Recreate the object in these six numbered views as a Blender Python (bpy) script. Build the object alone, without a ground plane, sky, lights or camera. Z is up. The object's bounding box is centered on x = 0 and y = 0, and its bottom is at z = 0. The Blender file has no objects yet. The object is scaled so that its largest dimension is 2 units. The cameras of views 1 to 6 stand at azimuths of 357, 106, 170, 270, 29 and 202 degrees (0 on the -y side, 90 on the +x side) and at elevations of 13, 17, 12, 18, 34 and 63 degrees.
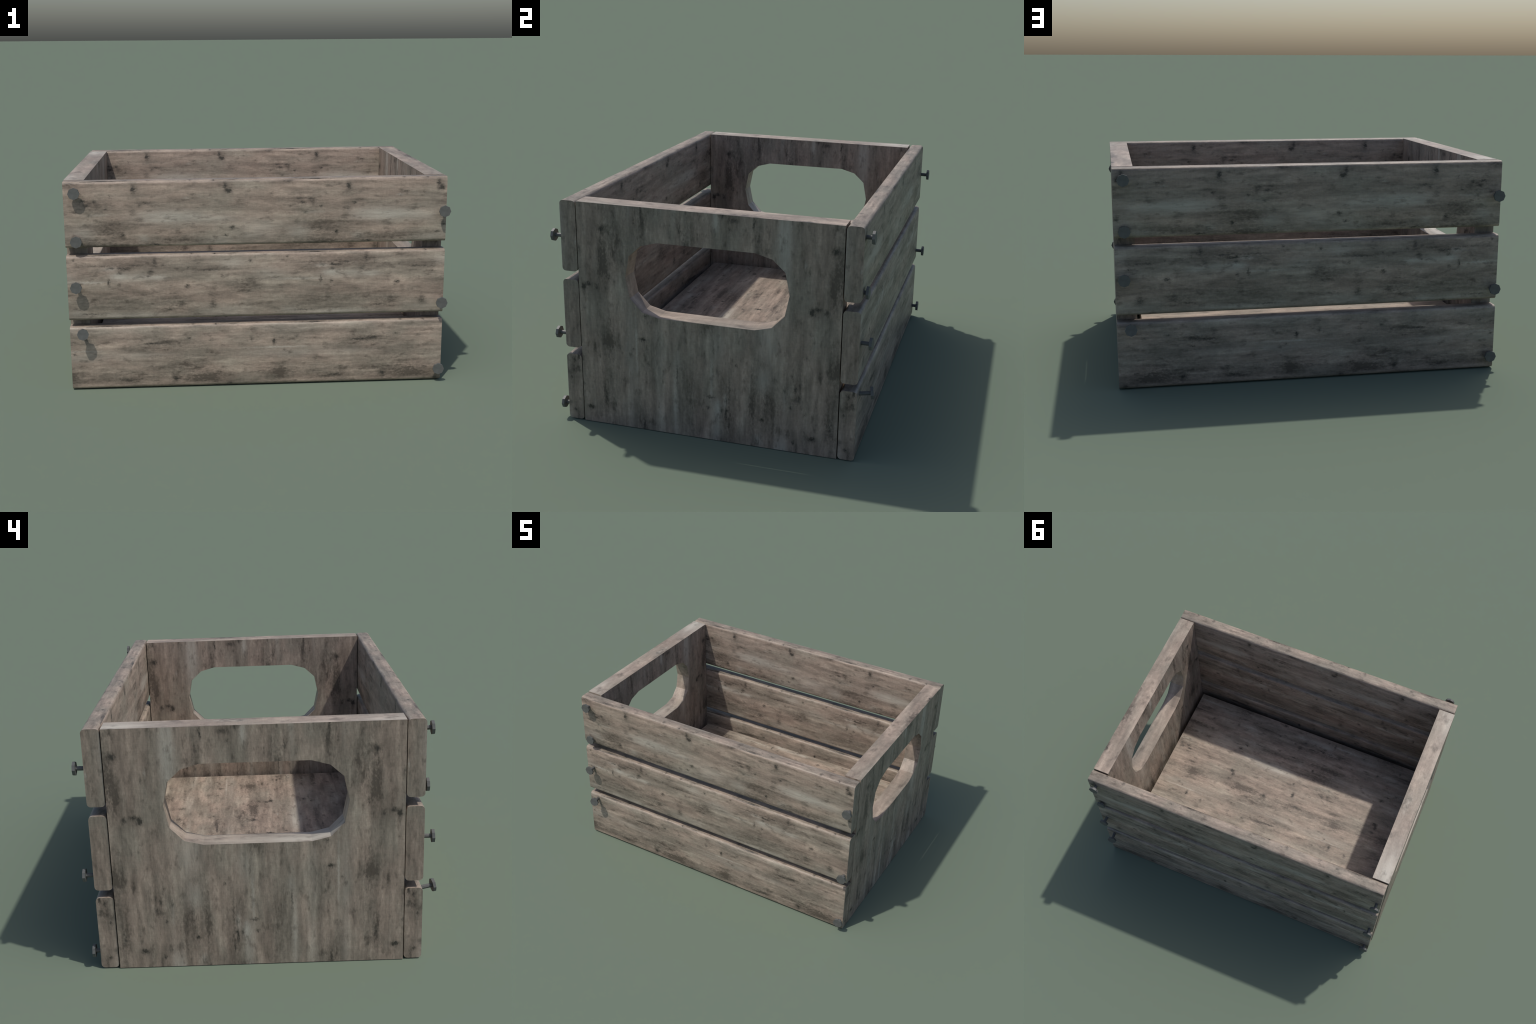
"""Weathered wooden crate: six side planks, two end panels with hand holes,
a loose floor board and fourteen half-driven nails."""
import bpy, bmesh, math
from mathutils import Vector, Matrix

# ------------------------------------------------------------------ sizes (m)
X0, X1 = -0.9945, 0.9870            # length of the planks
PANELS_X = ((-0.9990, -0.8940), (0.8850, 0.9870))   # end panels, both faces
PANEL_Y = (-0.6335, 0.6360)
PANEL_TOP = 1.115
PLANK_FRONT = (-0.7165, -0.6380)    # front planks, outer and inner face
BACK_SHIFT = 1.3575                 # back planks are the front ones moved in y
PLANK_ROWS = [(0.002, 0.347), (0.383, 0.730), (0.772, 1.116)]
EDGE_R = 0.017
FLOOR_X, FLOOR_Y, FLOOR_Z = (-0.862, 0.855), (-0.595, 0.607), (0.182, 0.262)
HAND_HOLE = [(0.234, 0.9525), (0.315, 0.930), (0.375, 0.875), (0.396, 0.770),
             (0.375, 0.668), (0.315, 0.606), (0.234, 0.586)]   # +y half

# nails of the front: head centre (x, z), how far the head stands out,
# lean of the shaft (dx, dz per metre) and plank row; the back has the same
# nails turned half a turn about z
NAILS = [(-0.936, 1.060, 0.040, 0.0, 0.02, 2), (-0.937, 0.8066, 0.0245, 0.0, 0.0, 2),
         (-0.945, 0.5715, 0.052, -0.02, 0.01, 1), (-0.919, 0.3245, 0.0635, 0.17, 0.12, 0),
         (0.9690, 0.9395, 0.049, 0.0, 0.0, 2), (0.9690, 0.4470, 0.049, 0.0, 0.0, 1),
         (0.9670, 0.0745, 0.037, 0.0, 0.0, 0)]

# ------------------------------------------------------- marks in the timber
# All timber shows the same sawn pattern, which repeats every TILE metres.
# Marks: (along grain, across grain, half length, half width, strength)
TILE = 1.111
KNOTS = [
    (-0.639, 1.074, 0.0099, 0.0153, 0.9), (-0.168, 1.087, 0.009, 0.0135, 0.7), (-0.153, 1.06, 0.0162, 0.0117, 0.9),
    (-0.895, 1.015, 0.0189, 0.0054, 0.6), (-0.84, 1.009, 0.0117, 0.0081, 0.5), (-0.879, 0.992, 0.0108, 0.0063, 0.6),
    (-0.824, 0.991, 0.0117, 0.0099, 0.4), (-0.784, 0.972, 0.0063, 0.0049, 0.5), (-0.866, 0.941, 0.0081, 0.0063, 0.4),
    (-0.76, 1.041, 0.0063, 0.0054, 0.4), (-0.583, 1.002, 0.0359, 0.0054, 0.4), (-0.609, 0.987, 0.009, 0.0063, 0.6),
    (-0.339, 1.043, 0.0171, 0.0054, 0.45), (-0.245, 1.039, 0.0054, 0.0063, 0.35), (-0.644, 0.958, 0.0153, 0.0108, 0.3),
    (-0.7, 0.833, 0.0072, 0.0099, 0.65), (-0.169, 0.826, 0.0126, 0.0045, 0.65), (-0.536, 0.785, 0.026, 0.0045, 0.6),
    (-0.135, 0.867, 0.0128, 0.0099, 0.65), (-0.044, 1.06, 0.0049, 0.0074, 0.35), (-0.769, 0.66, 0.0198, 0.004, 0.5),
    (-0.812, 0.674, 0.0691, 0.0044, 0.4), (-0.692, 0.657, 0.0267, 0.0059, 0.6), (-0.721, 0.663, 0.0099, 0.0089, 0.45),
    (-0.643, 0.673, 0.0296, 0.004, 0.5), (-0.722, 0.637, 0.0109, 0.0069, 0.5), (-0.541, 0.694, 0.0119, 0.0227, 0.5),
    (-0.498, 0.671, 0.0089, 0.0069, 0.4), (-0.563, 0.639, 0.0138, 0.0099, 0.5), (-0.575, 0.616, 0.0089, 0.0059, 0.4),
    (-0.782, 0.584, 0.0054, 0.0168, 0.6), (-0.727, 0.57, 0.0064, 0.0069, 0.5), (-0.959, 0.708, 0.0069, 0.0059, 0.5),
    (-0.367, 0.655, 0.0054, 0.0049, 0.6), (-0.399, 0.638, 0.0119, 0.0044, 0.35), (-0.255, 0.643, 0.0543, 0.004, 0.45),
    (-0.19, 0.614, 0.0064, 0.0074, 0.5), (-0.042, 0.689, 0.0069, 0.0089, 0.6), (-0.374, 0.559, 0.0119, 0.0089, 0.75),
    (-0.051, 0.525, 0.0119, 0.0059, 0.45), (-0.406, 0.462, 0.0178, 0.0148, 0.45), (-0.239, 0.458, 0.0138, 0.0217, 0.5),
    (-0.473, 0.435, 0.0336, 0.0035, 0.5), (-0.871, 0.416, 0.0543, 0.004, 0.45), (0.098, 0.597, 0.0138, 0.0044, 0.4),
    (0.082, 0.245, 0.0081, 0.0153, 0.75), (-0.986, 0.262, 0.018, 0.0054, 0.35), (-0.904, 0.27, 0.0171, 0.0058, 0.35),
    (-0.038, 0.26, 0.0081, 0.0135, 0.5), (-0.569, 0.245, 0.0449, 0.0054, 0.6), (-0.495, 0.255, 0.0359, 0.009, 0.55),
    (-0.371, 0.272, 0.0108, 0.0054, 0.5), (-0.494, 0.21, 0.0126, 0.0031, 0.5), (-0.255, 0.259, 0.009, 0.0054, 0.4),
    (-0.974, 0.194, 0.0063, 0.0054, 0.55), (-0.444, 0.047, 0.0153, 0.0171, 0.75), (-0.7, 0.047, 0.0341, 0.0072, 0.45),
    (-0.212, 0.081, 0.0108, 0.0045, 0.5), (-0.158, 0.016, 0.0135, 0.009, 0.6),
]
STAINS = [
    (-0.959, 1.104, 0.0269, 0.009, 0.45), (-0.871, 0.989, 0.0943, 0.0449, 0.2), (-0.767, 0.85, 0.0898, 0.0269, 0.35),
    (-0.798, 0.788, 0.1347, 0.0144, 0.45), (-0.395, 0.807, 0.1347, 0.0198, 0.3), (-0.643, 0.889, 0.0898, 0.0063, 0.25),
    (-0.755, 0.898, 0.0763, 0.0202, 0.2), (-0.065, 0.555, 0.0543, 0.0306, 0.4), (-0.43, 0.472, 0.0642, 0.0469, 0.22),
    (-0.718, 0.484, 0.2074, 0.0346, 0.2), (-0.633, 0.679, 0.163, 0.0198, 0.2), (-0.837, 0.638, 0.0445, 0.0148, 0.2),
    (-0.231, 0.65, 0.1235, 0.0109, 0.2), (-0.509, 0.246, 0.1347, 0.0337, 0.25), (-0.367, 0.117, 0.1167, 0.0494, 0.25),
    (-0.286, 0.049, 0.0943, 0.0189, 0.5), (0.111, 0.063, 0.0584, 0.026, 0.35), (-0.732, 0.043, 0.1167, 0.0153, 0.3),
    (-0.904, 0.271, 0.1167, 0.0269, 0.15), (-0.262, 0.194, 0.0269, 0.0108, 0.3), (-0.7, 0.078, 0.4041, 0.0269, 0.15),
    (0.115, 0.074, 0.0198, 0.0296, 0.25),
]
PALE = [
    (-0.465, 0.927, 0.1437, 0.0296, 0.75), (-0.227, 0.913, 0.1078, 0.0247, 0.35), (-0.897, 0.846, 0.0584, 0.0359, 0.35),
    (0.002, 0.857, 0.1033, 0.0539, 0.35), (-0.369, 1.025, 0.0153, 0.0049, 0.4), (-0.593, 0.815, 0.0269, 0.0224, 0.3),
    (-0.817, 0.941, 0.0584, 0.0063, 0.3), (-0.214, 0.799, 0.0718, 0.018, 0.3), (-0.774, 0.656, 0.0395, 0.0099, 0.5),
    (-0.893, 0.587, 0.1037, 0.0054, 0.55), (-0.732, 0.616, 0.0395, 0.0168, 0.6), (-0.636, 0.608, 0.079, 0.0188, 0.4),
    (-0.519, 0.606, 0.0395, 0.0128, 0.5), (-0.133, 0.68, 0.0543, 0.0247, 0.35), (-0.701, 0.406, 0.2074, 0.0119, 0.35),
    (-0.17, 0.42, 0.1284, 0.0296, 0.25), (0.063, 0.618, 0.0741, 0.0296, 0.25), (-0.949, 0.421, 0.0395, 0.0138, 0.25),
    (0.112, 0.211, 0.1482, 0.0045, 0.4), (-0.977, 0.178, 0.202, 0.0224, 0.25), (-0.609, 0.182, 0.1347, 0.018, 0.2),
    (-0.977, 0.325, 0.1347, 0.0224, 0.2), (-0.657, 0.329, 0.1167, 0.018, 0.2),
]


# ------------------------------------------------------------- node helpers
class Net:
    def __init__(self, tree):
        self.t = tree
    def new(self, kind, **kw):
        n = self.t.nodes.new(kind)
        for k, v in kw.items():
            setattr(n, k, v)
        return n
    def put(self, sock, val):
        if isinstance(val, bpy.types.NodeSocket):
            self.t.links.new(val, sock)
        else:
            sock.default_value = val
    def math(self, op, a, b=0.0, c=0.0, clamp=False):
        n = self.new('ShaderNodeMath', operation=op, use_clamp=clamp)
        self.put(n.inputs[0], a); self.put(n.inputs[1], b)
        if len(n.inputs) > 2: self.put(n.inputs[2], c)
        return n.outputs[0]
    def vec(self, op, a, b=(0, 0, 0), c=(0, 0, 0), out=0):
        n = self.new('ShaderNodeVectorMath', operation=op)
        self.put(n.inputs[0], a); self.put(n.inputs[1], b); self.put(n.inputs[2], c)
        return n.outputs[out]
    def mix(self, f, a, b, mode='MIX'):
        n = self.new('ShaderNodeMix', data_type='RGBA', blend_type=mode)
        self.put(n.inputs[0], f); self.put(n.inputs[6], a); self.put(n.inputs[7], b)
        return n.outputs[2]
    def remap(self, v, a, b, c, d):
        n = self.new('ShaderNodeMapRange')
        for i, x in enumerate((v, a, b, c, d)):
            self.put(n.inputs[i], x)
        return n.outputs[0]


def build_wood_group():
    """Pattern of the weathered boards as a function of (along, across)."""
    g = bpy.data.node_groups.new('weathered_wood', 'ShaderNodeTree')
    g.interface.new_socket('UV', in_out='INPUT', socket_type='NodeSocketVector')
    g.interface.new_socket('Color', in_out='OUTPUT', socket_type='NodeSocketColor')
    g.interface.new_socket('Height', in_out='OUTPUT', socket_type='NodeSocketFloat')
    n = Net(g)
    gi, go = n.new('NodeGroupInput'), n.new('NodeGroupOutput')
    uv = gi.outputs[0]
    sp = n.new('ShaderNodeSeparateXYZ'); n.put(sp.inputs[0], uv)
    k = 2 * math.pi / TILE
    au, av = n.math('MULTIPLY', sp.outputs[0], k), n.math('MULTIPLY', sp.outputs[1], k)
    cu, su = n.math('COSINE', au), n.math('SINE', au)
    cv, sv = n.math('COSINE', av), n.math('SINE', av)

    def tnoise(fu, fv, detail=3.0, rough=0.55, seed=0.0, out=0):
        """Noise on a torus, so that it repeats every TILE metres."""
        ru, rv = fu / k, fv / k
        c = n.new('ShaderNodeCombineXYZ')
        n.put(c.inputs[0], n.math('MULTIPLY_ADD', cu, ru, seed))
        n.put(c.inputs[1], n.math('MULTIPLY_ADD', su, ru, seed * 1.7))
        n.put(c.inputs[2], n.math('MULTIPLY_ADD', cv, rv, seed * 0.6))
        t = n.new('ShaderNodeTexNoise', noise_dimensions='4D')
        n.put(t.inputs['Vector'], c.outputs[0])
        n.put(t.inputs['W'], n.math('MULTIPLY', sv, rv))
        t.inputs['Scale'].default_value = 1.0
        t.inputs['Detail'].default_value = detail
        t.inputs['Roughness'].default_value = rough
        return t.outputs[out]

    def noise(fu, fv, detail=2.0, rough=0.55, seed=0.0, out=0):
        """Plain noise stretched along the grain."""
        t = n.new('ShaderNodeTexNoise', noise_dimensions='2D')
        n.put(t.inputs['Vector'], n.vec('MULTIPLY_ADD', uv, (fu, fv, 0), (seed, seed * 1.7, 0)))
        t.inputs['Scale'].default_value = 1.0
        t.inputs['Detail'].default_value = detail
        t.inputs['Roughness'].default_value = rough
        return t.outputs[out]

    # ragged outlines for the marks
    wob = noise(70, 120, 1.0, 0.6, 3.1, out=1)
    wob = n.vec('MULTIPLY_ADD', wob, (0.020, 0.013, 0), (-0.010, -0.0065, 0))
    muv = n.vec('MULTIPLY', n.vec('ADD', uv, wob), (1, 1, 0))

    def marks(rows, grow):
        acc = 0.0
        for (mu, mv, hu, hv, s) in rows:
            d = n.vec('SUBTRACT', muv, (mu, mv, 0))
            d = n.vec('WRAP', d, (TILE / 2, TILE / 2, 1), (-TILE / 2, -TILE / 2, -1))
            d = n.vec('MULTIPLY', d, (1 / (hu * grow), 1 / (hv * grow), 0))
            q = n.vec('DOT_PRODUCT', d, d, out=1)
            acc = n.math('MULTIPLY_ADD', n.math('POWER', 0.4, q), s, acc)
        return acc

    knots, stains, pale = marks(KNOTS, 1.1), marks(STAINS, 1.2), marks(PALE, 1.05)

    cloud = tnoise(4, 10, 3.0, 0.55, 0.0)       # drift of hue
    shade = tnoise(7, 20, 4.0, 0.6, 7.3)        # drift of value
    streak = noise(4.5, 38, 3.0, 0.6, 1.3)
    grime = noise(13, 30, 3.0, 0.6, 14.7)
    band = tnoise(1.6, 17, 2.0, 0.5, 21.0)
    fibre = noise(40, 420, 1.0, 0.6, 5.9)
    weave = noise(300, 22, 1.0, 0.6, 2.2)
    blot = noise(50, 90, 3.0, 0.6, 9.4)

    # ground tone: warm grey-brown drifting to a greenish grey
    col = n.mix(n.remap(cloud, 0.40, 0.60, 0.0, 1.0), WOOD_WARM, WOOD_COOL)
    # value of the grain
    val = n.remap(shade, 0.30, 0.68, 0.72, 1.28)
    val = n.math('MULTIPLY', val, n.remap(streak, 0.25, 0.75, 0.78, 1.22))
    val = n.math('MULTIPLY', val, n.remap(fibre, 0.25, 0.75, 0.95, 1.05))
    val = n.math('MULTIPLY', val, n.remap(weave, 0.25, 0.75, 0.95, 1.05))
    val = n.math('MULTIPLY', val, n.remap(blot, 0.25, 0.75, 0.90, 1.10))
    val = n.math('MULTIPLY', val, n.remap(band, 0.32, 0.68, 0.80, 1.20))
    comb = n.new('ShaderNodeCombineXYZ')
    for i in range(3): n.put(comb.inputs[i], val)
    col = n.mix(1.0, col, comb.outputs[0], 'MULTIPLY')
    # bleached patches
    pl = n.math('MULTIPLY', pale, n.remap(streak, 0.3, 0.7, 0.7, 1.3), clamp=True)
    col = n.mix(pl, col, WOOD_PALE)
    # stains, broken up by the grain
    st = n.math('MULTIPLY', stains, n.remap(blot, 0.3, 0.7, 2.2, 1.0))
    st = n.math('MULTIPLY', st, n.remap(streak, 0.3, 0.7, 1.4, 0.7))
    st = n.math('ADD', st, n.remap(grime, 0.43, 0.22, 0.0, 0.6))
    col = n.mix(n.math('MINIMUM', st, 0.85), col, WOOD_STAIN)
    kn = n.math('MULTIPLY', knots, n.remap(blot, 0.3, 0.7, 1.9, 1.0), clamp=True)
    col = n.mix(n.math('MULTIPLY', kn, 0.92), col, WOOD_KNOT)
    n.put(go.inputs[0], col)
    # relief: raised grain
    h = n.math('MULTIPLY_ADD', streak, 0.6, n.math('MULTIPLY', fibre, 0.3))
    h = n.math('MULTIPLY_ADD', blot, 0.35, h)
    n.put(go.inputs[1], h)
    return g


WOOD_WARM = (0.322, 0.254, 0.203, 1)
WOOD_COOL = (0.274, 0.234, 0.187, 1)
WOOD_PALE = (0.500, 0.465, 0.400, 1)
WOOD_STAIN = (0.080, 0.064, 0.051, 1)
WOOD_KNOT = (0.034, 0.031, 0.026, 1)


def wood_material(name, group, along, across):
    """along/across: (x, y, z, offset) weights giving the board coordinates."""
    m = bpy.data.materials.new(name); m.use_nodes = True
    n = Net(m.node_tree); b = m.node_tree.nodes['Principled BSDF']
    tc = n.new('ShaderNodeTexCoord')
    c = n.new('ShaderNodeCombineXYZ')
    for i, w in enumerate((along, across)):
        n.put(c.inputs[i], n.math('ADD', n.vec('DOT_PRODUCT', tc.outputs['Object'], w[:3], out=1), w[3]))
    g = n.new('ShaderNodeGroup'); g.node_tree = group
    n.put(g.inputs[0], c.outputs[0])
    n.put(b.inputs['Base Color'], g.outputs[0])
    bump = n.new('ShaderNodeBump')
    bump.inputs['Strength'].default_value = 0.35
    bump.inputs['Distance'].default_value = 0.004
    n.put(bump.inputs['Height'], g.outputs[1])
    n.put(b.inputs['Normal'], bump.outputs[0])
    b.inputs['Roughness'].default_value = 0.50
    b.inputs['Specular IOR Level'].default_value = 0.4
    return m


def iron_material():
    m = bpy.data.materials.new('dull_iron'); m.use_nodes = True
    n = Net(m.node_tree); b = m.node_tree.nodes['Principled BSDF']
    tc = n.new('ShaderNodeTexCoord')
    t = n.new('ShaderNodeTexNoise')
    n.put(t.inputs['Vector'], tc.outputs['Object'])
    t.inputs['Scale'].default_value = 45
    col = n.mix(n.remap(t.outputs[0], 0.3, 0.7, 0, 1), (0.088, 0.090, 0.086, 1), (0.118, 0.120, 0.115, 1))
    n.put(b.inputs['Base Color'], col)
    b.inputs['Metallic'].default_value = 0.0
    b.inputs['Roughness'].default_value = 0.55
    return m


# ---------------------------------------------------------------- geometry
def finish(bm, name, mats, pick, smooth=None):
    bmesh.ops.recalc_face_normals(bm, faces=bm.faces)
    for f in bm.faces:
        f.material_index = pick(f)
        f.smooth = bool(smooth and smooth(f))
    me = bpy.data.meshes.new(name)
    bm.to_mesh(me); bm.free()
    for m in mats: me.materials.append(m)
    return me


def plank_mesh(z0, z1, mats):
    """Board with its four long edges rounded over, ends sawn square."""
    y0, y1 = PLANK_FRONT
    prof, seg = [], 4
    for cy, cz, a0 in ((y1 - EDGE_R, z1 - EDGE_R, 0), (y0 + EDGE_R, z1 - EDGE_R, 90),
                       (y0 + EDGE_R, z0 + EDGE_R, 180), (y1 - EDGE_R, z0 + EDGE_R, 270)):
        for i in range(seg + 1):
            a = math.radians(a0 + 90 * i / seg)
            prof.append((cy + EDGE_R * math.cos(a), cz + EDGE_R * math.sin(a)))
    bm = bmesh.new()
    rings = [[bm.verts.new((x, y, z)) for y, z in prof] for x in (X0, X1)]
    k = len(prof)
    for i in range(k):
        j = (i + 1) % k
        bm.faces.new((rings[0][i], rings[0][j], rings[1][j], rings[1][i]))
    bm.faces.new(rings[0]); bm.faces.new(rings[1][::-1])
    for e in bm.edges:
        if abs(e.verts[0].co.x - e.verts[1].co.x) < 1e-6:
            e.smooth = False
    def pick(f):
        if abs(f.normal.x) > 0.9: return 2
        return 1 if abs(f.normal.z) > 0.6 else 0
    return finish(bm, 'side_plank', mats, pick, lambda f: abs(f.normal.x) < 0.5)


def panel_mesh(xa, xb, mats):
    """Upright board with a rounded hand hole cut through."""
    loop = HAND_HOLE + [(-y, z) for y, z in reversed(HAND_HOLE)]
    outer = []
    (ya, yb), zt = PANEL_Y, PANEL_TOP
    for y, z in loop:                       # outer partner of every hole corner
        outer.append((yb if y > 0 else ya, z))
    bm = bmesh.new()
    grids = []
    for x in (xa, xb):
        hole = [bm.verts.new((x, y, z)) for y, z in loop]
        rim = [bm.verts.new((x, y, z)) for y, z in outer]
        cor = {key: bm.verts.new((x, y, z)) for key, (y, z) in
               dict(tr=(yb, zt), tl=(ya, zt), br=(yb, 0), bl=(ya, 0)).items()}
        top_r, top_l = bm.verts.new((x, loop[0][0], zt)), bm.verts.new((x, loop[-1][0], zt))
        bot_r, bot_l = bm.verts.new((x, loop[6][0], 0)), bm.verts.new((x, loop[7][0], 0))
        for i in range(6):
            bm.faces.new((hole[i], hole[i + 1], rim[i + 1], rim[i]))
            bm.faces.new((hole[7 + i], hole[8 + i], rim[8 + i], rim[7 + i]))
        bm.faces.new((hole[0], rim[0], cor['tr'], top_r))
        bm.faces.new((hole[13], top_l, cor['tl'], rim[13]))
        bm.faces.new((hole[0], top_r, top_l, hole[13]))
        bm.faces.new((hole[6], bot_r, cor['br'], rim[6]))
        bm.faces.new((hole[7], rim[7], cor['bl'], bot_l))
        bm.faces.new((hole[6], hole[7], bot_l, bot_r))
        ring = [top_r, cor['tr']] + rim[:7] + [cor['br'], bot_r, bot_l, cor['bl']] + rim[7:] + [cor['tl'], top_l]
        grids.append((hole, ring))
    for a, b in zip(*[g for g in grids]):
        for i in range(len(a)):
            j = (i + 1) % len(a)
            bm.faces.new((a[i], a[j], b[j], b[i]))
    def pick(f):
        c = f.calc_center_median()
        if abs(f.normal.x) > 0.9: return 0
        inside = abs(c.y) < 0.45 and 0.5 < c.z < 1.0
        if inside: return 2
        return 1 if abs(f.normal.z) > 0.5 else 3
    return finish(bm, 'end_panel', mats, pick)


def floor_mesh(mats):
    bm = bmesh.new()
    bmesh.ops.create_cube(bm, size=1.0)
    for v in bm.verts:
        v.co = Vector(((FLOOR_X[0] if v.co.x < 0 else FLOOR_X[1]),
                       (FLOOR_Y[0] if v.co.y < 0 else FLOOR_Y[1]),
                       (FLOOR_Z[0] if v.co.z < 0 else FLOOR_Z[1])))
    return finish(bm, 'floor_board', mats, lambda f: 0)


def nail_mesh(mat):
    """Eight-sided nail along -y, outer face of the head at the origin."""
    bm = bmesh.new()
    stations = [(0.0, 0.0), (0.0, 0.0300), (0.0, 0.0305), (0.0125, 0.0305),
                (0.0125, 0.0100), (0.120, 0.0100), (0.150, 0.001)]
    rings = []
    for d, r in stations[2:]:
        rings.append([bm.verts.new((r * math.cos(i * math.pi / 4), d, r * math.sin(i * math.pi / 4)))
                      for i in range(8)])
    bm.faces.new(rings[0]); bm.faces.new(rings[-1])
    for a, b in zip(rings, rings[1:]):
        for i in range(8):
            j = (i + 1) % 8
            bm.faces.new((a[i], a[j], b[j], b[i]))
    return finish(bm, 'nail', [mat], lambda f: 0)


def add(name, me, parent, matrix=None):
    o = bpy.data.objects.new(name, me)
    bpy.context.scene.collection.objects.link(o)
    if matrix is not None: o.matrix_world = matrix
    o.parent = parent
    if parent is not None:
        o.matrix_parent_inverse = parent.matrix_basis.inverted()
    return o


def main():
    wood = build_wood_group()
    face = wood_material('plank_face_wood', wood, (1, 0, 0, 0), (0, 0, 1, 0))
    edge = wood_material('plank_edge_wood', wood, (1, 0, 0, 0.31), (0, 1, 0, 0.96))
    end = wood_material('plank_end_wood', wood, (0, 0, -1, 0.5505), (0, 1, 0, 0.558))
    p_face = wood_material('panel_face_wood', wood, (0, 0, -1, 0.5505), (0, 1, 0, 0.558))
    p_edge = wood_material('panel_edge_wood', wood, (0, 0.8, 0, 0.2), (0.5, 0, 0, 0.294))
    p_rim = wood_material('hand_hole_wood', wood, (0, 0.6, 1.2, 0.1), (0.5, 0, 0, 0.294))
    p_side = wood_material('panel_side_wood', wood, (0, 0, -1, 0.55), (1, 0, 0, 0.2))
    f_wood = wood_material('floor_wood', wood, (1, 0, 0, -0.5365), (0, 1, 0, 0.0275))
    iron = iron_material()

    crate = bpy.data.objects.new('wooden_crate', None)
    bpy.context.scene.collection.objects.link(crate)
    crate['label'] = 'weathered grey wooden crate with hand holes and loose nails'
    crate['category'] = 'wooden crate'

    planks = {}
    for row, (z0, z1) in enumerate(PLANK_ROWS):
        me = plank_mesh(z0, z1, [face, edge, end])
        planks['front', row] = add('side_plank', me, crate)
        planks['back', row] = add('side_plank', me, crate, Matrix.Translation((0, BACK_SHIFT, 0)))
    for xa, xb in PANELS_X:
        add('end_panel', panel_mesh(xa, xb, [p_face, p_edge, p_rim, p_side]), crate)
    add('floor_board', floor_mesh([f_wood]), crate)

    nail = nail_mesh(iron)
    for x, z, out, lx, lz, row in NAILS:
        way = Vector((-lx, 1.0, -lz)).normalized()        # from head into the wood
        rot = Vector((0, 1, 0)).rotation_difference(way).to_matrix().to_4x4()
        front = Matrix.Translation((x, PLANK_FRONT[0] - out, z)) @ rot
        turn = Matrix.Rotation(math.pi, 4, 'Z')
        for side, mat in (('front', front), ('back', Matrix.Translation((0, 0.0025, 0)) @ turn @ front)):
            add('nail', nail, planks[side, row], mat)
    bpy.context.view_layer.update()


main()
